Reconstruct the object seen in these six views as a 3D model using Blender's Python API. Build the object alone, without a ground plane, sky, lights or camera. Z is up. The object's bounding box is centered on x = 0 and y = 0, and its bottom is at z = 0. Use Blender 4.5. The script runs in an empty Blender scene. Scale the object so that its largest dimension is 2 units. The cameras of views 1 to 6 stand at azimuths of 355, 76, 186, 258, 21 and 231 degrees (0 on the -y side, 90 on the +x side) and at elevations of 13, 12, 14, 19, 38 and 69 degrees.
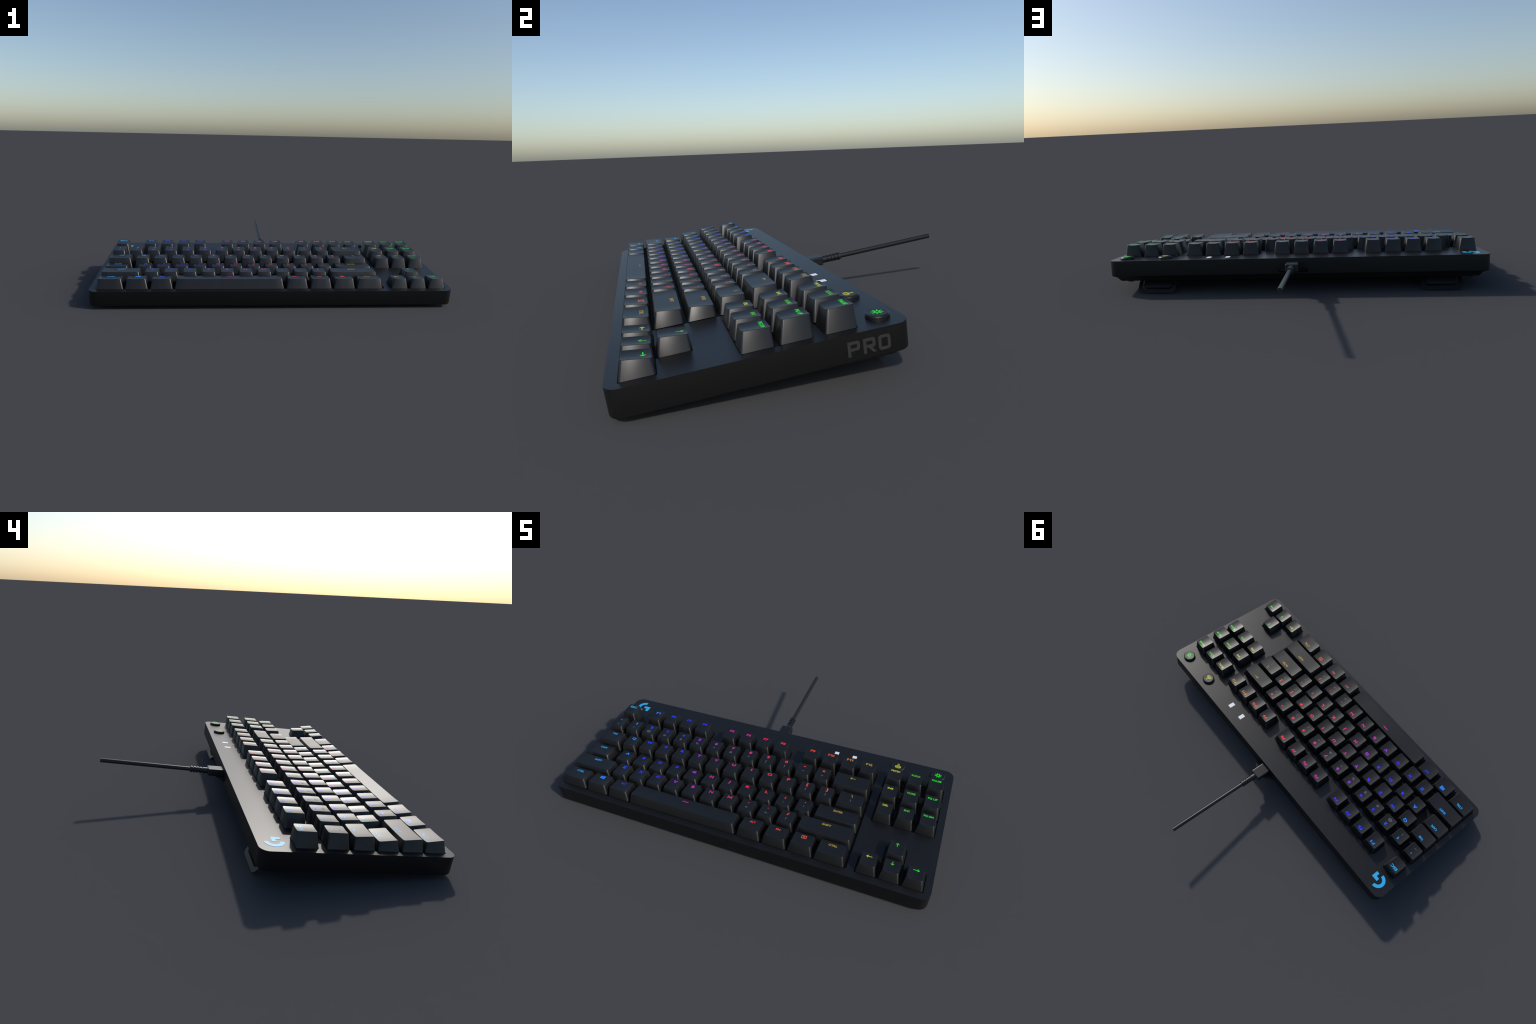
import bpy, bmesh, math
from mathutils import Vector, Matrix

# ------------------------------------------------------------------ frame
# The keyboard is described flat, in its own deck frame (x right, y to the
# back, z up, z = 0 on the deck plate) and tipped up on its flip feet.
TILT = math.radians(5.796)
C, S = math.cos(TILT), math.sin(TILT)
DECK = Matrix.Translation((0, 0.0194, 0.17877)) @ Matrix.Rotation(TILT, 4, 'X')

HALF_W, FRONT, BACK, CORNER = 1.0, -0.782, 0.0766, 0.045
U = 0.1057                       # one key unit
LEFT = -0.9717                   # left edge of the key field
FLOOR = -0.0125                   # key bed below the deck

coll = bpy.context.scene.collection

# ------------------------------------------------------------------ materials
def nodes_of(name):
    m = bpy.data.materials.new(name)
    m.use_nodes = True
    nt = m.node_tree
    return m, nt, nt.nodes['Principled BSDF']

def plastic(name, col, rough, spec=0.5, grain=0.06, scale=60.0):
    m, nt, b = nodes_of(name)
    tc = nt.nodes.new('ShaderNodeTexCoord')
    nz = nt.nodes.new('ShaderNodeTexNoise')
    nz.inputs['Scale'].default_value = scale
    nz.inputs['Detail'].default_value = 4
    nt.links.new(tc.outputs['Object'], nz.inputs['Vector'])
    rp = nt.nodes.new('ShaderNodeValToRGB')
    lo, hi = 1 - grain, 1 + grain
    rp.color_ramp.elements[0].color = (col[0]*lo, col[1]*lo, col[2]*lo, 1)
    rp.color_ramp.elements[1].color = (col[0]*hi, col[1]*hi, col[2]*hi, 1)
    nt.links.new(nz.outputs['Fac'], rp.inputs['Fac'])
    nt.links.new(rp.outputs['Color'], b.inputs['Base Color'])
    b.inputs['Roughness'].default_value = rough
    b.inputs['Specular IOR Level'].default_value = spec
    return m

def srgb(c):
    out = []
    for v in c:
        v /= 255.0
        out.append(v/12.92 if v <= 0.04045 else ((v+0.055)/1.055)**2.4)
    return out

# backlight: colour runs along the board, cyan - blue - magenta - red - gold - green
RAINBOW = [(-0.93, (40, 166, 226)), (-0.86, (34, 150, 240)), (-0.735, (24, 126, 255)),
           (-0.715, (24, 78, 255)), (-0.63, (24, 64, 255)), (-0.60, (27, 30, 255)),
           (-0.412, (66, 34, 250)), (-0.392, (148, 32, 245)), (-0.285, (182, 30, 225)),
           (-0.246, (196, 28, 150)), (-0.15, (212, 26, 140)), (-0.08, (222, 26, 130)),
           (-0.03, (238, 28, 85)), (0.06, (244, 32, 46)), (0.20, (242, 46, 38)),
           (0.37, (232, 76, 34)), (0.43, (205, 100, 34)), (0.458, (200, 115, 34)),
           (0.468, (166, 138, 34)), (0.56, (166, 140, 34)), (0.705, (185, 193, 52)),
           (0.81, (76, 182, 34)), (0.90, (24, 226, 40))]
# spilled LED light, painted as emission colours onto the key opening walls
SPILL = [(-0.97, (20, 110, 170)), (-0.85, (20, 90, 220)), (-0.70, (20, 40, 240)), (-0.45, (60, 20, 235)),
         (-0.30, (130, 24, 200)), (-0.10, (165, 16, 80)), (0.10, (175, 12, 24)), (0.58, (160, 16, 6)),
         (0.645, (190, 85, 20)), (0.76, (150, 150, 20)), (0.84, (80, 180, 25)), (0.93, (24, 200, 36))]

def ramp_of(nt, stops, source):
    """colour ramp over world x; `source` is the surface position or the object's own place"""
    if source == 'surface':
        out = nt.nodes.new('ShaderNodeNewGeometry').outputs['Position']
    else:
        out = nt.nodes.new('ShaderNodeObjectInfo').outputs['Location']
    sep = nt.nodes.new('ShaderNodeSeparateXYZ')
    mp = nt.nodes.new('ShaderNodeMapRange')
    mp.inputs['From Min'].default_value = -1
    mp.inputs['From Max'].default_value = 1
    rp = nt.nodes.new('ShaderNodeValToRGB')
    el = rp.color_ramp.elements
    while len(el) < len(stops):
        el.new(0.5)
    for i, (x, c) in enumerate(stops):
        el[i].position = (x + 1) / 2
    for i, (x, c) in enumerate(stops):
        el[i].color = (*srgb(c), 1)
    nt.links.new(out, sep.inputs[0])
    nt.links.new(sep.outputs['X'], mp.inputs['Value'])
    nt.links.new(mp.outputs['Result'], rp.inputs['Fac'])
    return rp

def backlit(name, strength, stops, source, rough=0.42, spec=0.5):
    m, nt, b = nodes_of(name)
    rp = ramp_of(nt, stops, source)
    b.inputs['Base Color'].default_value = (0.01, 0.01, 0.01, 1)
    b.inputs['Roughness'].default_value = rough
    b.inputs['Specular IOR Level'].default_value = spec
    nt.links.new(rp.outputs['Color'], b.inputs['Emission Color'])
    # emission dimmed with view angle: legends look muted when seen at a glance angle
    lw = nt.nodes.new('ShaderNodeLayerWeight')
    pw = nt.nodes.new('ShaderNodeMath')
    pw.operation = 'POWER'
    pw.inputs[1].default_value = 3.0
    fade = nt.nodes.new('ShaderNodeMapRange')
    fade.inputs['To Min'].default_value = strength
    fade.inputs['To Max'].default_value = strength*0.45
    nt.links.new(lw.outputs['Facing'], pw.inputs[0])
    nt.links.new(pw.outputs[0], fade.inputs['Value'])
    nt.links.new(fade.outputs['Result'], b.inputs['Emission Strength'])
    return m

M_PLATE = plastic('deck_plate_black', (0.0075, 0.0075, 0.008), 0.37)
M_CASE = plastic('case_plastic_black', (0.0080, 0.0080, 0.0080), 0.42, 0.3)
M_KEY = plastic('keycap_black', (0.0080, 0.0080, 0.0083), 0.38)
M_BED = plastic('key_bed_black', (0.006, 0.006, 0.007), 0.6, 0.3)
M_RUBBER = plastic('rubber_black', (0.010, 0.010, 0.010), 0.7, 0.3)
M_CABLE = plastic('cable_black', (0.009, 0.009, 0.0095), 0.40)
M_PRINT = plastic('printed_grey', (0.15, 0.155, 0.16), 0.5)
M_FOOT = plastic('foot_plastic_black', (0.016, 0.016, 0.017), 0.30)
M_MARK = plastic('case_mark_grey', (0.030, 0.030, 0.030), 0.6, 0.3)
M_LIT = backlit('backlit_legend', 0.88, RAINBOW, 'object', 0.36)
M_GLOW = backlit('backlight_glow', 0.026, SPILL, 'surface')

M_LED, _nt, _b = nodes_of('indicator_white')
_b.inputs['Base Color'].default_value = (0.45, 0.46, 0.50, 1)
_b.inputs['Emission Color'].default_value = (0.92, 0.95, 1.0, 1)
_b.inputs['Emission Strength'].default_value = 0.33
_b.inputs['Roughness'].default_value = 0.5

# ------------------------------------------------------------------ helpers
root = bpy.data.objects.new('computer_keyboard', None)
root.empty_display_size = 0.2
coll.objects.link(root)
root['label'] = 'black tenkeyless keyboard with rainbow backlit legends'
root['category'] = 'keyboard'

def link(ob, parent=root):
    coll.objects.link(ob)
    ob.parent = parent
    return ob

def add(name, mesh, mat=None, parent=root, matrix=DECK, smooth=None):
    if mat is not None and not mesh.materials:
        mesh.materials.append(mat)
    if smooth is not None:
        mesh.shade_smooth()
        mesh.set_sharp_from_angle(angle=math.radians(smooth))
    ob = bpy.data.objects.new(name, mesh)
    link(ob, parent)
    if parent is root:
        ob.matrix_local = matrix
    return ob

def mesh_from(name, verts, faces):
    me = bpy.data.meshes.new(name)
    me.from_pydata([tuple(v) for v in verts], [], faces)
    me.update()
    return me

def fix_normals(me):
    bm = bmesh.new()
    bm.from_mesh(me)
    bmesh.ops.remove_doubles(bm, verts=bm.verts, dist=1e-6)
    bmesh.ops.recalc_face_normals(bm, faces=bm.faces)
    bm.to_mesh(me)
    bm.free()
    return me

def bake_curve(cu, name):
    ob = bpy.data.objects.new('tmp', cu)
    coll.objects.link(ob)
    dg = bpy.context.evaluated_depsgraph_get()
    dg.update()
    me = bpy.data.meshes.new_from_object(ob.evaluated_get(dg))
    me.name = name
    bpy.data.objects.remove(ob)
    bpy.data.curves.remove(cu)
    return me

def sheet(name, loops, z0, z1, bevel=0.0):
    """Solid slab between z0 and z1 whose outline is `loops` (holes allowed)."""
    cu = bpy.data.curves.new('tmp', 'CURVE')
    cu.dimensions = '2D'
    cu.fill_mode = 'BOTH'
    cu.extrude = (z1 - z0) / 2 - bevel
    cu.bevel_depth = bevel
    cu.bevel_resolution = 1
    cu.offset = -bevel
    for pts in loops:
        sp = cu.splines.new('POLY')
        sp.points.add(len(pts) - 1)
        for p, q in zip(sp.points, pts):
            p.co = (q[0], q[1], 0, 1)
        sp.use_cyclic_u = True
    me = bake_curve(cu, name)
    me.transform(Matrix.Translation((0, 0, (z0 + z1) / 2)))
    me.materials.clear()
    return fix_normals(me)

def rrect(x0, x1, y0, y1, r, n=6):
    pts = []
    for cx, cy, a0 in ((x1-r, y0+r, -90), (x1-r, y1-r, 0), (x0+r, y1-r, 90), (x0+r, y0+r, 180)):
        for i in range(n + 1):
            a = math.radians(a0 + 90 * i / n)
            pts.append((cx + r*math.cos(a), cy + r*math.sin(a)))
    return pts

def join(name, meshes):
    bm = bmesh.new()
    for me in meshes:
        bm.from_mesh(me)
        bpy.data.meshes.remove(me)
    out = bpy.data.meshes.new(name)
    bm.to_mesh(out)
    bm.free()
    return out

def lathe(name, profile, n=32):
    """profile: (radius, z) from bottom to top, closed with caps."""
    verts, faces = [], []
    for r, z in profile:
        for i in range(n):
            a = 2*math.pi*i/n
            verts.append((r*math.cos(a), r*math.sin(a), z))
    for k in range(len(profile) - 1):
        for i in range(n):
            j = (i + 1) % n
            faces.append((k*n+i, k*n+j, (k+1)*n+j, (k+1)*n+i))
    faces.append(tuple(reversed(range(n))))
    faces.append(tuple(range((len(profile)-1)*n, len(profile)*n)))
    return mesh_from(name, verts, faces)

def box(name, x0, x1, y0, y1, z0, z1, bev=0.0, seg=2):
    bm = bmesh.new()
    bmesh.ops.create_cube(bm, size=1)
    for v in bm.verts:
        v.co = Vector(((x0+x1)/2 + v.co.x*(x1-x0), (y0+y1)/2 + v.co.y*(y1-y0), (z0+z1)/2 + v.co.z*(z1-z0)))
    if bev:
        bmesh.ops.bevel(bm, geom=bm.edges[:], offset=bev, segments=seg, affect='EDGES', profile=0.5)
    me = bpy.data.meshes.new(name)
    bm.to_mesh(me)
    bm.free()
    return me

# ------------------------------------------------------------------ key layout
# rows: y of base front / back, rim height front / back, rim y front / back, legend y
ROWS = {
    'function': dict(base=(-0.1720, -0.0740), top=(-0.1580, -0.0735), z=(0.0678, 0.0683), ly=-0.0934),
    'number':   dict(base=(-0.3055, -0.2070), top=(-0.2900, -0.2060), z=(0.0674, 0.0674), ly=-0.2286),
    'upper':    dict(base=(-0.4180, -0.3210), top=(-0.4048, -0.3215), z=(0.0586, 0.0536), ly=-0.3405),
    'home':     dict(base=(-0.5280, -0.4295), top=(-0.5140, -0.4307), z=(0.0466, 0.0375), ly=-0.4535),
    'lower':    dict(base=(-0.6385, -0.5395), top=(-0.6262, -0.5409), z=(0.0549, 0.0468), ly=-0.5633),
    'bottom':   dict(base=(-0.7430, -0.6450), top=(-0.7300, -0.6480), z=(0.0545, 0.0425), ly=-0.6707),
}
GAP = 0.0130
SIDE = 0.0112
KEYS = []      # (row, centre x, width in units, legend, legend cap height, legend width, second legend)

def slot(a, w):
    return LEFT + (a + w/2)*U

def letters(row, start, chars, seconds=None):
    for i, ch in enumerate(chars):
        KEYS.append((row, slot(start + i, 1), 1.0, ch, 0.0175, None, seconds[i] if seconds else None))

KEYS.append(('function', -0.9190, 1.0, 'ESC', 0.0165, 0.044, None))
for g, gx in enumerate((-0.5846, -0.0902, 0.4032)):
    for i in range(4):
        n = g*4 + i + 1
        KEYS.append(('function', gx + (i - 1.5)*U, 1.0, 'F%d' % n, 0.0165, 0.027 if n < 10 else 0.034, None))
letters('number', 0, "`1234567890-=", "~!@#$%^&*()_+")
KEYS.append(('number', slot(13, 2), 2.0, '<-', 0.013, None, None))
KEYS.append(('upper', slot(0, 1.5), 1.5, 'TAB', 0.0125, 0.031, None))
letters('upper', 1.5, "QWERTYUIOP")
letters('upper', 11.5, "[]", "()")
KEYS.append(('upper', slot(13.5, 1.5), 1.5, '\\', 0.018, None, '|'))
KEYS.append(('home', slot(0, 1.5) - 0.002, 1.48, 'CAPS', 0.0130, 0.041, None))
letters('home', 1.75, "ASDFGHJKL")
letters('home', 10.75, ";'", ':"')
KEYS.append(('home', slot(12.75, 2.25), 2.25, 'ENTER', 0.0130, 0.047, None))
KEYS.append(('lower', slot(0, 2.25), 2.25, 'SHIFT', 0.0130, 0.045, None))
letters('lower', 2.25, "ZXCVBNM")
letters('lower', 9.25, ",./", "<>?")
KEYS.append(('lower', slot(12.25, 2.75), 2.75, 'SHIFT', 0.0130, 0.045, None))
for x, w, t, tw in ((-0.8924, 1.5, 'CTRL', 0.043), (-0.7495, 1.27, 'WIN', None), (-0.6157, 1.27, 'ALT', 0.029),
                    (-0.2463, 5.77, 'BAR', None), (0.1256, 1.26, 'ALT', 0.029), (0.2588, 1.26, 'FN', 0.0215),
                    (0.3898, 1.26, 'MENU', None), (0.5325, 1.5, 'CTRL', 0.043)):
    KEYS.append(('bottom', x, w, t, 0.0130, tw, None))
NAV = (0.7046, 0.8105, 0.9163)
for row, names in (('function', ('PRTSC', 'SCRLK', 'PAUSE')), ('number', ('INS', 'HOME', 'PG UP')),
                   ('upper', ('DEL', 'END', 'PG DN'))):
    for x, t in zip(NAV, names):
        KEYS.append((row, x, 1.0, t, 0.0125, {3: 0.028, 4: 0.042, 5: 0.047}[len(t)], None))
KEYS.append(('lower', NAV[1], 1.0, 'up', 0.017, None, None))
for x, t in zip(NAV, ('left', 'down', 'right')):
    KEYS.append(('bottom', x, 1.0, t, 0.017, None, None))

# ------------------------------------------------------------------ deck plate with key openings
def span(row):
    b = ROWS[row]['base']
    return b[0] - 0.0022, b[1] + 0.0022

def opening(x0, x1, ya, yb, r=0.0105):
    return list(reversed(rrect(x0, x1, ya, yb, r, 3)))

e = 0.0042
openings = []
fy = span('function')
openings.append(opening(-0.9190 - 0.0464 - 0.0012, -0.9190 + 0.0464 + 0.0012, *fy))
for gx in (-0.5846, -0.0902, 0.4032):
    openings.append(opening(gx - 2*U + GAP/2 - e, gx + 2*U - GAP/2 + e, *fy))
openings.append(opening(LEFT + GAP/2 - e, LEFT + 15*U - GAP/2 + 0.010, span('bottom')[0], span('number')[1]))
nx0, nx1 = NAV[0] - 0.0464 - e, NAV[2] + 0.0464 + e
openings.append(opening(nx0, nx1, *fy))
openings.append(opening(nx0, nx1, span('upper')[0], span('number')[1]))
ax0, ax1 = NAV[1] - 0.0464 - e, NAV[1] + 0.0464 + e
by0, by1 = span('bottom')
ly1 = span('lower')[1]
openings.append([(nx0, by0), (nx0, by1), (ax0, by1), (ax0, ly1), (ax1, ly1), (ax1, by1), (nx1, by1), (nx1, by0)])

PLATE_T = 0.0122
plate = sheet('deck_plate', [rrect(-HALF_W, HALF_W, FRONT, BACK, CORNER, 10)] + openings, -PLATE_T, 0.0)
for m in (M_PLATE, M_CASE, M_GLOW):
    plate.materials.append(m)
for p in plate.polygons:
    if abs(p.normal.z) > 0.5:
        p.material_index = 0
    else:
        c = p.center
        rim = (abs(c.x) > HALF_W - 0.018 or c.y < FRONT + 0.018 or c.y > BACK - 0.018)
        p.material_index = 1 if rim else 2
add('deck_plate', plate, smooth=20)

add('key_bed', box('key_bed', -0.985, 0.985, FRONT + 0.02, BACK - 0.02, FLOOR - 0.012, FLOOR), M_BED)

# ------------------------------------------------------------------ case: walls, coved underside
def wall_bottom(y):
    return -0.0857

def belly(y):
    return -0.1012 + (y + 0.73) / 0.775 * (-0.1145 + 0.1012)

def ring(inset, fn):
    r = max(CORNER - inset, 0.012)
    return [(x, y, fn(y)) for x, y in rrect(-HALF_W + inset, HALF_W - inset, FRONT + inset, BACK - inset*0.6, r, 10)]

def between(t, drop=0.0):
    return lambda y: (wall_bottom(y) - drop)*(1 - t) + belly(y)*t

rings = [ring(0.0, lambda y: -PLATE_T), ring(0.0, lambda y: wall_bottom(y) + 0.006),
         ring(0.0015, lambda y: wall_bottom(y) + 0.002), ring(0.005, wall_bottom),
         ring(0.014, between(0.02, 0.001)), ring(0.022, between(0.12)), ring(0.033, between(0.30)),
         ring(0.041, between(0.58)), ring(0.046, between(0.84)), ring(0.051, between(0.97)), ring(0.058, between(1.0))]
nr = len(rings[0])
verts = [v for r in rings for v in r]
faces = []
for k in range(len(rings) - 1):
    for i in range(nr):
        j = (i + 1) % nr
        faces.append((k*nr + i, (k+1)*nr + i, (k+1)*nr + j, k*nr + j))
faces.append(tuple(range((len(rings)-1)*nr, len(rings)*nr)))
case = fix_normals(mesh_from('case', verts, faces))
add('case', case, M_CASE, smooth=40)

# ------------------------------------------------------------------ keycaps
def column_profile(hw, hd, r, nseg, ncol):
    cols = []
    for i in range(nseg + 1):
        a = math.radians(90.0*i/nseg)
        cols.append((-hw + r - r*math.cos(a), hd - r + r*math.sin(a)))
    for i in range(1, ncol):
        cols.append((-(hw - r) + 2*(hw - r)*i/ncol, hd))
    cols += [(-x, h) for x, h in reversed(cols[:nseg + 1])]
    return cols

DISH = 0.0026

def dish(x, hw, units):
    return DISH * (1 - abs(x/hw)**(2.0*max(1.0, units)))

def cap_geometry(row, units):
    R = ROWS[row]
    bw = (units*U - GAP)/2
    tw = bw - SIDE
    return R, bw, tw

def rim_z(R, y):
    (y0, y1), (z0, z1) = R['top'], R['z']
    return z0 + (z1 - z0)*(y - y0)/(y1 - y0)

def cap_top(row, units, x, y):
    R, bw, tw = cap_geometry(row, units)
    return rim_z(R, y) - dish(max(-tw, min(tw, x)), tw, units)

LEAN_TOP, LEAN_BASE, CORNER_LEAN, SWING = [math.radians(v) for v in (13, 8, 14, 14)]

def soft_skirt(me, n, bw, cy, hd, R):
    """Moulded look: the four skirt faces shade as one soft drum that swings
    round the corners, while the dished top keeps its own crisp border."""
    skirt = {}
    reach = 0.0457
    for i in range(2*n):
        k = i % n
        x, y, _ = me.vertices[k].co
        h = sum(R['z'])/2
        # how far towards each corner this point lies, -1 .. 1
        sx = max(0.0, 1 - (bw - abs(x))/reach)*(1 if x > 0 else -1)
        sy = max(0.0, 1 - (hd - abs(y - cy))/reach)*(1 if y > cy else -1)
        on_x = (bw - abs(x)) < 0.0074 and abs(y - cy) < hd - 1e-5
        on_y = (hd - abs(y - cy)) < 0.0074 and abs(x) < bw - 1e-5
        if on_x and on_y:                       # inside the corner arc
            ax, ay = abs(x) - (bw - 0.0072), abs(y - cy) - (hd - 0.0072)
            a = math.atan2(max(ay, 0), max(ax, 0))
            a = SWING + a*(1 - 2*SWING/math.radians(90))
        elif on_x:
            a = SWING*abs(sy)
        else:
            a = math.radians(90) - SWING*abs(sx)
        d = Vector((math.cos(a)*(1 if x > 0 else -1), math.sin(a)*(1 if y > cy else -1)))
        front = R['top'][0] - R['base'][0]
        rear = R['base'][1] - R['top'][1]
        slope = math.atan2(SIDE, h)*d.x**2 + math.atan2(front if d.y < 0 else rear, h)*d.y**2
        turn = max(0.0, 1 - abs(math.degrees(a) - 45)/31.5)      # 1 in the middle of a corner
        e = slope + (LEAN_TOP if i >= n else LEAN_BASE) + CORNER_LEAN*turn*(1.0 if i >= n else 0.6)
        skirt[i] = Vector((d.x*math.cos(e), d.y*math.cos(e), math.sin(e)))
    me.update()
    normals = []
    flat = {}
    top_n = {}
    for p in me.polygons:                        # smooth normals of the dished top
        if p.normal.z > 0.9:
            for v in p.vertices:
                top_n[v] = top_n.get(v, Vector((0, 0, 0))) + p.normal*p.area
    for p in me.polygons:
        side = all(v < 2*n for v in p.vertices) and len(p.vertices) == 4
        for v in p.vertices:
            if side:
                normals.append(skirt[v])
            elif p.normal.z > 0.9 and v in top_n:
                normals.append(top_n[v].normalized())
            else:
                normals.append(p.normal.copy())
    me.normals_split_custom_set([tuple(v) for v in normals])

def keycap_mesh(row, units):
    R, bw, tw = cap_geometry(row, units)
    ncol = 8 if units < 2 else 14
    def loop(hw, y0, y1, r, zf):
        cols = column_profile(hw, (y1 - y0)/2, r, 3, ncol)
        cy = (y0 + y1)/2
        pts = [(x, cy - h) for x, h in cols] + [(x, cy + h) for x, h in reversed(cols)]
        return [(x, y, zf(x, y)) for x, y in pts]
    b0, b1 = R['base']
    t0, t1 = R['top']
    topz = lambda x, y: rim_z(R, y) - dish(max(-tw, min(tw, x)), tw, units)
    c = 0.0011
    loops = [loop(bw, b0, b1, 0.0072, lambda x, y: -0.0006),
             loop(tw, t0, t1, 0.0072, lambda x, y: topz(x, y) - c),
             loop(tw - c, t0 + c, t1 - c, 0.0066, topz)]
    n = len(loops[0])
    verts = [v for l in loops for v in l]
    faces = []
    for k in range(2):
        for i in range(n):
            j = (i + 1) % n
            faces.append((k*n + i, k*n + j, (k+1)*n + j, (k+1)*n + i))
    m = n // 2
    o = 2*n
    for i in range(m - 1):
        faces.append((o + i, o + i + 1, o + n - 2 - i, o + n - 1 - i))
    faces.append(tuple(reversed(range(n))))
    me = mesh_from('keycap', verts, faces)
    me.materials.append(M_KEY)
    me.shade_smooth()
    soft_skirt(me, n, bw, (b0 + b1)/2, (b1 - b0)/2, R)
    return me

# ---- legends
def text_mesh(txt, height, width=None, stretch=1.28, bold=0.03):
    cu = bpy.data.curves.new('tmp', 'FONT')
    cu.body = txt
    cu.size = 1.0
    cu.offset = bold
    cu.resolution_u = 3
    cu.fill_mode = 'BOTH'
    cu.extrude = 0.0001
    me = bake_curve(cu, 'legend')
    me.materials.clear()
    xs = [v.co.x for v in me.vertices]
    ys = [v.co.y for v in me.vertices]
    cap = 0.729                       # cap height of the built-in face at size 1
    k = height / cap
    kx = k*stretch if width is None else width/(max(xs) - min(xs))
    cx, cy = (max(xs) + min(xs))/2, cap/2
    for v in me.vertices:
        v.co.x = (v.co.x - cx)*kx
        v.co.y = (v.co.y - cy)*k
    return me

def one_mesh(h, w):
    """digit one: upright bar with a short flag"""
    return sheet('legend', [[(-0.0006*h/0.0165, -h/2), (w, -h/2), (w, h/2), (w*0.15, h/2), (-w*1.15, h*0.22), (-w*1.15, h*0.02), (-0.0006*h/0.0165, h*0.24)]], -0.0001, 0.0001)

def word_with_ones(txt, h, width):
    parts = []
    x = 0.0
    for ch in txt:
        me = one_mesh(h, 0.0046) if ch == '1' else text_mesh(ch, h, None, 1.2, 0.035)
        xs = [v.co.x for v in me.vertices]
        me.transform(Matrix.Translation((x - min(xs), 0, 0)))
        x += max(xs) - min(xs) + 0.0026
        parts.append(me)
    me = join('legend', parts)
    k = width/(x - 0.0026) if width else 1.0
    for v in me.vertices:
        v.co.x = (v.co.x - (x - 0.0026)/2)*k
    return me

def stroke(p, q, w):
    p, q = Vector(p), Vector(q)
    d = (q - p).normalized()
    nrm = Vector((-d.y, d.x))*w/2
    return [tuple(p - nrm), tuple(q - nrm), tuple(q + nrm), tuple(p + nrm)]

def strokes_mesh(polys):
    out = []
    for i, poly in enumerate(polys):
        loops = poly if isinstance(poly[0][0], (tuple, list)) else [poly]
        me = sheet('legend', loops, -0.0001, 0.0001)
        me.transform(Matrix.Translation((0, 0, 0.00012*i)))
        out.append(me)
    return join('legend', out)

def arrow_polys(angle, L=0.026, head=0.0085, w=0.0034):
    polys = [stroke((-L/2, 0), (L/2 - 0.001, 0), w),
             stroke((L/2, 0), (L/2 - head, head*0.85), w), stroke((L/2, 0), (L/2 - head, -head*0.85), w)]
    R = Matrix.Rotation(angle, 2)
    return [[tuple(R @ Vector(p)) for p in poly] for poly in polys]

def special(sym):
    if sym in ('right', 'up', 'left', 'down'):
        return strokes_mesh(arrow_polys({'right': 0, 'up': math.pi/2, 'left': math.pi, 'down': -math.pi/2}[sym],
                                        L=0.027 if sym in ('left', 'right') else 0.023))
    if sym == '<-':
        return strokes_mesh(arrow_polys(math.pi, L=0.027))
    if sym == 'WIN':
        quads = []
        for i in (0, 1):
            for j in (0, 1):
                x0, x1 = (-0.0135, -0.0012) if i == 0 else (0.0, 0.0145)
                f = lambda x, t: (x, (0.0098 + 0.12*x)*t)
                s = 1 if j else -1
                quads.append([f(x0, 0.06*s), f(x1, 0.06*s), f(x1, s), f(x0, s)])
        return strokes_mesh(quads)
    if sym == 'MENU':
        polys = [[rrect(-0.0125, 0.0125, -0.0105, 0.0105, 0.0015, 2), list(reversed(rrect(-0.0095, 0.0095, -0.0075, 0.0075, 0.0008, 2)))]]
        for y in (0.0042, 0.0, -0.0042):
            polys.append(stroke((-0.0045, y), (0.0045, y), 0.0026))
        return strokes_mesh(polys)
    if sym == 'M':
        w = 0.0040
        return strokes_mesh([stroke((-0.0098, -0.00875), (-0.0098, 0.00875), w), stroke((0.0098, -0.00875), (0.0098, 0.00875), w),
                             stroke((-0.0100, 0.0082), (0.0, -0.0040), w), stroke((0.0100, 0.0082), (0.0, -0.0040), w)])
    if sym == 'BAR':
        return strokes_mesh([stroke((-0.017, 0), (0.017, 0), 0.0045)])
    if sym == '\\':
        return strokes_mesh([stroke((-0.0035, 0.0095), (0.0035, -0.0095), 0.0036)])
    if sym == '|':
        return strokes_mesh([stroke((0, 0.0095), (0, -0.0095), 0.0022)])
    if sym == '`':
        return strokes_mesh([stroke((-0.003, 0.003), (0.002, -0.0015), 0.005)])
    if sym in (',', "'", '.'):
        d = {',': ((0.0012, 0.002), (-0.0012, -0.004)), "'": ((0.001, 0.0045), (-0.001, -0.002)), '.': ((0, 0.0022), (0, -0.0022))}[sym]
        return strokes_mesh([stroke(*d, 0.0042)])
    if sym == '-':
        return strokes_mesh([stroke((-0.0065, 0), (0.0065, 0), 0.0046)])
    if sym == '=':
        return strokes_mesh([stroke((-0.007, 0.0036), (0.007, 0.0036), 0.0042), stroke((-0.007, -0.0036), (0.007, -0.0036), 0.0042)])
    if sym == '_':
        return strokes_mesh([stroke((-0.0065, 0), (0.0065, 0), 0.0024)])
    return None

def seat(me, row, units, ox, oy, lift):
    """Lay a flat legend on the dished key top, offset (ox, oy)."""
    for v in me.vertices:
        x, y = v.co.x + ox, v.co.y + oy
        v.co = (x, y, cap_top(row, units, x, y) + lift + v.co.z)
    return me

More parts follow.
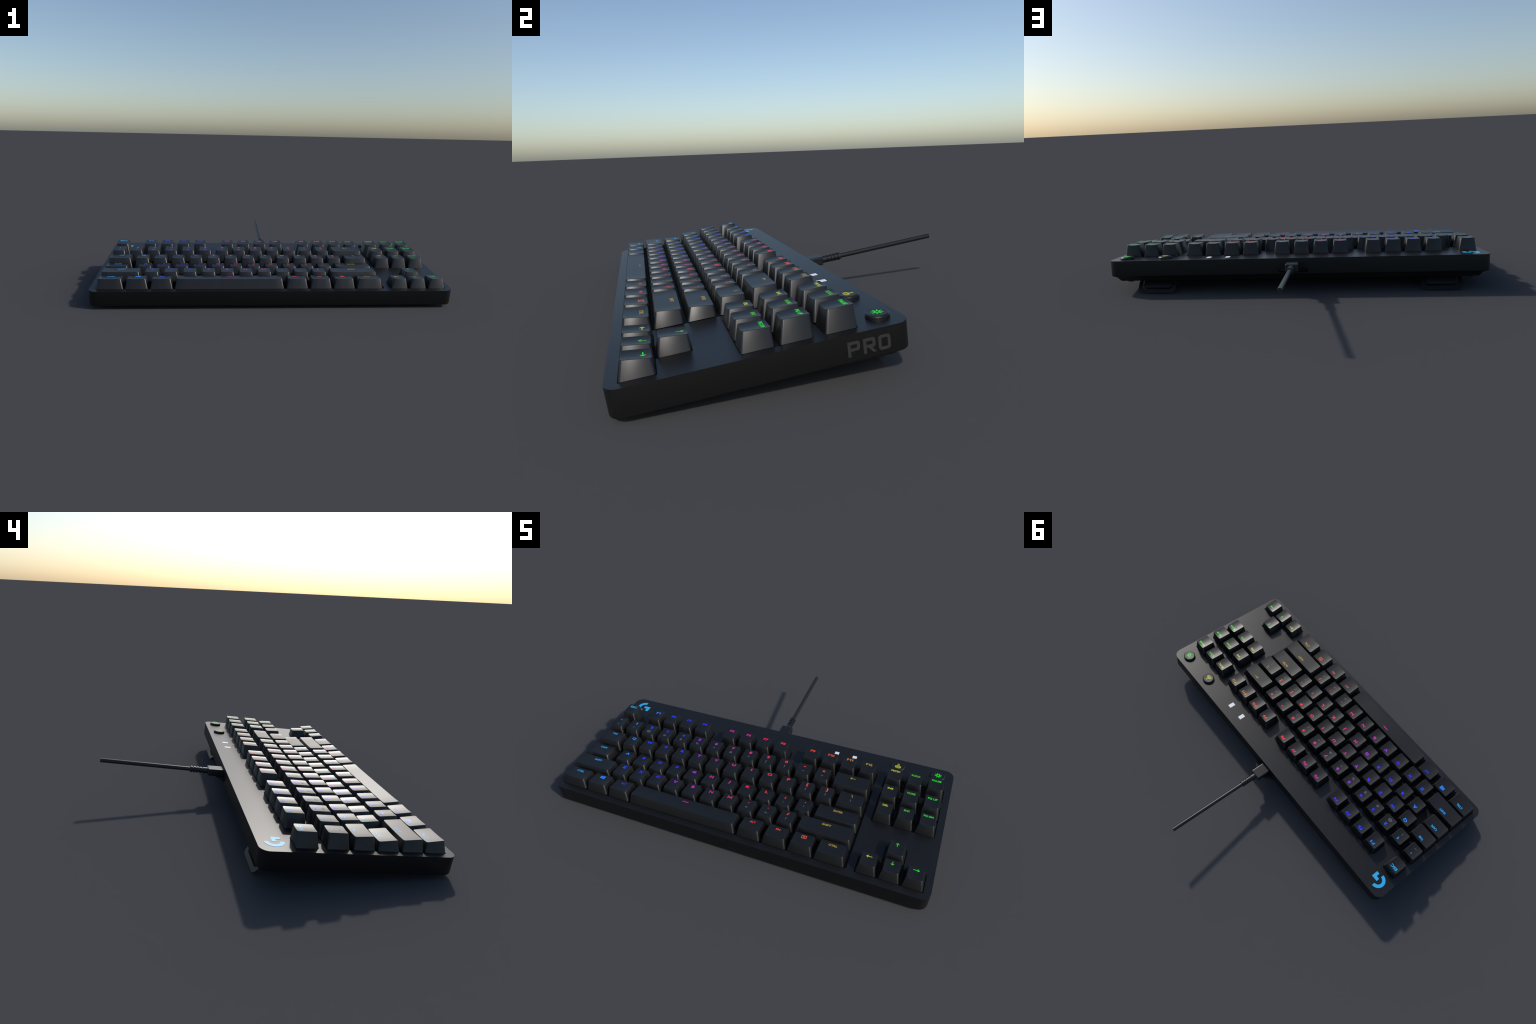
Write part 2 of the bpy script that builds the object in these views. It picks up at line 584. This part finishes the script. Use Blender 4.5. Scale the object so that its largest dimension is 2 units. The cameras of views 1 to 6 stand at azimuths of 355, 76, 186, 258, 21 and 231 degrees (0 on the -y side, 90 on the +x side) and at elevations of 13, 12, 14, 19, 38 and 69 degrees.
cap_cache = {}
legend_jobs = []
switches = []
for row, x, units, txt, h, w, second in KEYS:
    key = (row, round(units, 3))
    if key not in cap_cache:
        cap_cache[key] = keycap_mesh(row, units)
    cap = bpy.data.objects.new('keycap', cap_cache[key])
    link(cap)
    cap.matrix_local = DECK @ Matrix.Translation((x, 0, 0))
    b = ROWS[row]['base']
    cy = (b[0] + b[1])/2
    switches.append(box('s', x - 0.036, x + 0.036, cy - 0.036, cy + 0.036, FLOOR - 0.001, -0.0016))
    me = special(txt) or (word_with_ones(txt, h, w) if '1' in txt else None) or text_mesh(txt, h, w, bold=(0.0 if txt == 'M' else 0.02 if txt in 'WN' else 0.045) if w is None else 0.03)
    seat(me, row, units, 0, ROWS[row]['ly'], 0.0004)
    add('legend', me, M_LIT, parent=cap)
    if second:
        me = special(second) if second in '|_' else text_mesh(second, 0.0155, stretch=1.25, bold=0.012)
        seat(me, row, units, 0, ROWS[row]['ly'] - 0.034, 0.0004)
        add('printed_symbol', me, M_PRINT, parent=cap)
sw = add('key_switch', join('key_switch', switches), M_BED)
sw['kind'] = 'stuff'

# ------------------------------------------------------------------ buttons with icons
def button(x, y, icon):
    me = lathe('round_button', [(0.0366, -0.004), (0.0366, 0.0094), (0.0358, 0.0106), (0.0318, 0.0142), (0.0312, 0.0145), (0.012, 0.0140)], 40)
    ob = add('round_button', me, M_KEY, matrix=DECK @ Matrix.Translation((x, y, 0)), smooth=28)
    ic = icon
    ic.transform(Matrix.Translation((0, 0, 0.0148)))
    add('backlit_icon', ic, M_LIT, parent=ob)

def ring_loops(r0, r1, n=24):
    a = [(r1*math.cos(2*math.pi*i/n), r1*math.sin(2*math.pi*i/n)) for i in range(n)]
    b = [(r0*math.cos(2*math.pi*i/n), r0*math.sin(2*math.pi*i/n)) for i in range(n)]
    return [a, list(reversed(b))]

sun = [ring_loops(0.0050, 0.0088)]
for i in range(8):
    a = math.radians(22.5 + 45*i)
    d = Vector((math.cos(a), math.sin(a)))
    sun.append(stroke(tuple(d*0.0080), tuple(d*0.0188), 0.0036))
button(0.9190, 0.0080, strokes_mesh(sun))

def outline(pts, w):
    """closed outline with inner offset made by scaling about the centroid"""
    cx = sum(p[0] for p in pts)/len(pts)
    cy = sum(p[1] for p in pts)/len(pts)
    hx = max(abs(p[0]-cx) for p in pts)
    hy = max(abs(p[1]-cy) for p in pts)
    inner = [(cx + (p[0]-cx)*(1 - w/hx), cy + (p[1]-cy)*(1 - w/hy)) for p in pts]
    return [pts, list(reversed(inner))]

def oval(cx, cy, a, b, n=20):
    return [(cx + a*math.cos(2*math.pi*i/n), cy + b*math.sin(2*math.pi*i/n)) for i in range(n)]

joy = [outline(rrect(-0.0048, 0.0048, -0.001, 0.0185, 0.004, 3), 0.0027),
       outline(oval(0, -0.0045, 0.0160, 0.0070), 0.0030),
       outline(oval(0, -0.0095, 0.0165, 0.0085), 0.0030)]
button(0.7046, 0.0080, strokes_mesh(joy))

# ------------------------------------------------------------------ indicator lights
for x in (0.3578, 0.461):
    add('indicator_light', box('indicator_light', x - 0.0118, x + 0.0118, -0.0188, 0.0188, -0.003, 0.0016, 0.0008, 1), M_LED)

# ------------------------------------------------------------------ backlit corner mark (half ring and hooked bar)
LX = -0.9165
mx, my, ro, ri = 0.0, 0.0030, 0.0436, 0.0250
n = 24
outer = [(mx + ro*math.cos(math.radians(90 + 180*i/n)), my + ro*math.sin(math.radians(90 + 180*i/n))) for i in range(n + 1)]
inner = [(mx + ri*math.cos(math.radians(270 - 180*i/n)), my + ri*math.sin(math.radians(270 - 180*i/n))) for i in range(n + 1)]
hook = [(0.0389, 0.0113), (0.0, 0.0113), (0.0, -0.0077), (0.0203, -0.0077), (0.0203, -0.0287), (0.0389, -0.0287)]
add('corner_logo', join('corner_logo', [sheet('a', [outer + inner], 0.0002, 0.0010), sheet('b', [hook], 0.0002, 0.0010)]), M_LIT, matrix=DECK @ Matrix.Translation((LX, 0, 0)))

# ------------------------------------------------------------------ word on the right wall
def word_on_wall():
    H, W, T = 0.0450, 0.0375, 0.0092
    def P():
        o = [(0, 0), (T, 0), (T, 0.0160)] + rrect(0, W, 0.0160, H, 0.009, 4)[1:10] + [(0, H)]
        i = list(reversed(rrect(T, W - T, 0.0160 + T, H - T, 0.0028, 3)))
        return [o, i]
    def Rl():
        bowl = rrect(0, W, 0.0150, H, 0.009, 4)[1:10]
        o = [(0, 0), (T, 0), (T, 0.0165), (0.0150, 0.0165), (0.0290, 0), (0.0400, 0), (0.0265, 0.0158)] + bowl + [(0, H)]
        i = list(reversed(rrect(T, W - T, 0.0165 + T*0.9, H - T, 0.0028, 3)))
        return [o, i]
    def O():
        return [rrect(0, W, 0, H, 0.0095, 4), list(reversed(rrect(T, W - T, T, H - T, 0.002, 3)))]
    out = []
    for x0, glyph in ((-0.1262, P()), (-0.0792, Rl()), (-0.0328, O())):
        me = sheet('g', glyph, 0.0, 0.0006)
        me.transform(Matrix.Translation((x0, -0.0672, 0)))
        out.append(me)
    me = join('case_lettering', out)
    # glyph plane (u, v, depth) -> wall (y, z, +x)
    me.transform(Matrix(((0, 0, 1, HALF_W + 0.0001), (1, 0, 0, 0), (0, 1, 0, 0), (0, 0, 0, 1))))
    return me
add('case_lettering', word_on_wall(), M_MARK)

# ------------------------------------------------------------------ cable, strain relief, plug
plug = add('cable_plug', box('cable_plug', -0.0335, 0.0335, 0.060, 0.1645, -0.0586, -0.0186, 0.006, 3), M_CABLE, smooth=6)
lip = [(0.083, BACK - 0.004), (0.081, 0.0880), (0.075, 0.0960), (0.063, 0.1065), (0.050, 0.1145), (0.036, 0.1190)]
lip = lip + [(-x, y) for x, y in reversed(lip)]
n = len(lip)
gv = [(x, y, -0.0565) for x, y in lip] + [(x*0.985, BACK - 0.004 + (y - BACK + 0.004)*0.96, -0.0602) for x, y in lip]
gv += [(x*0.93, BACK - 0.004 + (y - BACK + 0.004)*0.45, -0.0715) for x, y in lip]
gv += [(x*0.86, BACK - 0.004 + (y - BACK + 0.004)*0.05, -0.0765) for x, y in lip]
gf = [tuple(range(n)), tuple(reversed(range(3*n, 4*n)))]
for k in (0, n, 2*n):
    gf += [(k + i, k + n + i, k + n + (i + 1) % n, k + (i + 1) % n) for i in range(n)]
add('cable_guide', fix_normals(mesh_from('cable_guide', gv, gf)), M_CASE, smooth=35)

p0, p1 = Vector((0.0015, 0.1600, -0.0400)), Vector((0.0013, 0.7390, -0.0246))
axis = (p1 - p0).normalized()
aim = axis.to_track_quat('Z', 'Y').to_matrix().to_4x4()
prof = [(0.0168, 0.0), (0.0168, 0.030)]
for i in range(4):
    za = 0.030 + 0.0172*i
    ra = 0.0170 + 0.0003*i
    prof += [(0.0128, za + 0.0010), (0.0128, za + 0.0048), (ra, za + 0.0058), (ra, za + 0.0172)]
prof += [(0.0114, prof[-1][1] + 0.001)]
add('strain_relief', lathe('strain_relief', prof, 24), M_CABLE, parent=root, matrix=DECK @ Matrix.Translation(p0) @ aim, smooth=40)
L = (p1 - p0).length
add('cable', lathe('cable', [(0.0115, 0.02), (0.0115, L)], 24), M_CABLE, matrix=DECK @ Matrix.Translation(p0) @ aim, smooth=40)

# ------------------------------------------------------------------ flip feet (two nested stages), in world axes
down = Vector((0, 0.671, -0.741))
face = Vector((0, 0.741, 0.671))
def grind(ob):
    """flatten what would reach below the ground"""
    m = ob.matrix_local
    inv = m.inverted()
    for v in ob.data.vertices:
        w = m @ v.co
        if w.z < 0:
            w.z = 0
            v.co = inv @ w

for sx in (-1, 1):
    def place(cx):
        o = Vector((cx, 0.0900, 0.0076)) - down*0.088      # hinge line inside the case
        return Matrix(((1, 0, 0, o.x), (0, down.y, face.y, o.y), (0, down.z, face.z, o.z), (0, 0, 0, 1)))
    cx = 0.757*sx - 0.0065
    o = rrect(-0.1048, 0.1048, 0.0, 0.0935, 0.031, 6)
    i = list(reversed(rrect(-0.084, 0.084, 0.012, 0.0715, 0.020, 6)))
    foot = add('flip_foot', sheet('flip_foot', [o, i], -0.0170, 0.0, 0.0020), M_FOOT, matrix=place(cx), smooth=30)
    grind(foot)
    tab = rrect(-0.079, 0.079, 0.004, 0.058, 0.016, 5)
    t = sheet('inner_foot', [tab], -0.022, -0.005, 0.002)
    add('inner_foot', t, M_CASE, parent=foot, smooth=30)

# ------------------------------------------------------------------ rubber pads
for sx in (-1, 1):
    # front pads touch the ground
    pad = box('rubber_pad', -0.10, 0.10, -0.018, 0.018, 0.0, 0.02, 0.003, 2)
    add('rubber_pad', pad, M_RUBBER, matrix=Matrix.Translation((0.78*sx, -0.665, 0.0014)) @ Matrix.Rotation(math.radians(4.7), 4, 'X'))
    y = -0.012
    pad = box('rubber_pad', -0.016, 0.016, -0.02, 0.02, belly(y) - 0.0125, belly(y) + 0.004, 0.003, 2)
    add('rubber_pad', pad, M_RUBBER, matrix=DECK @ Matrix.Translation((0.909*sx, y, 0)))
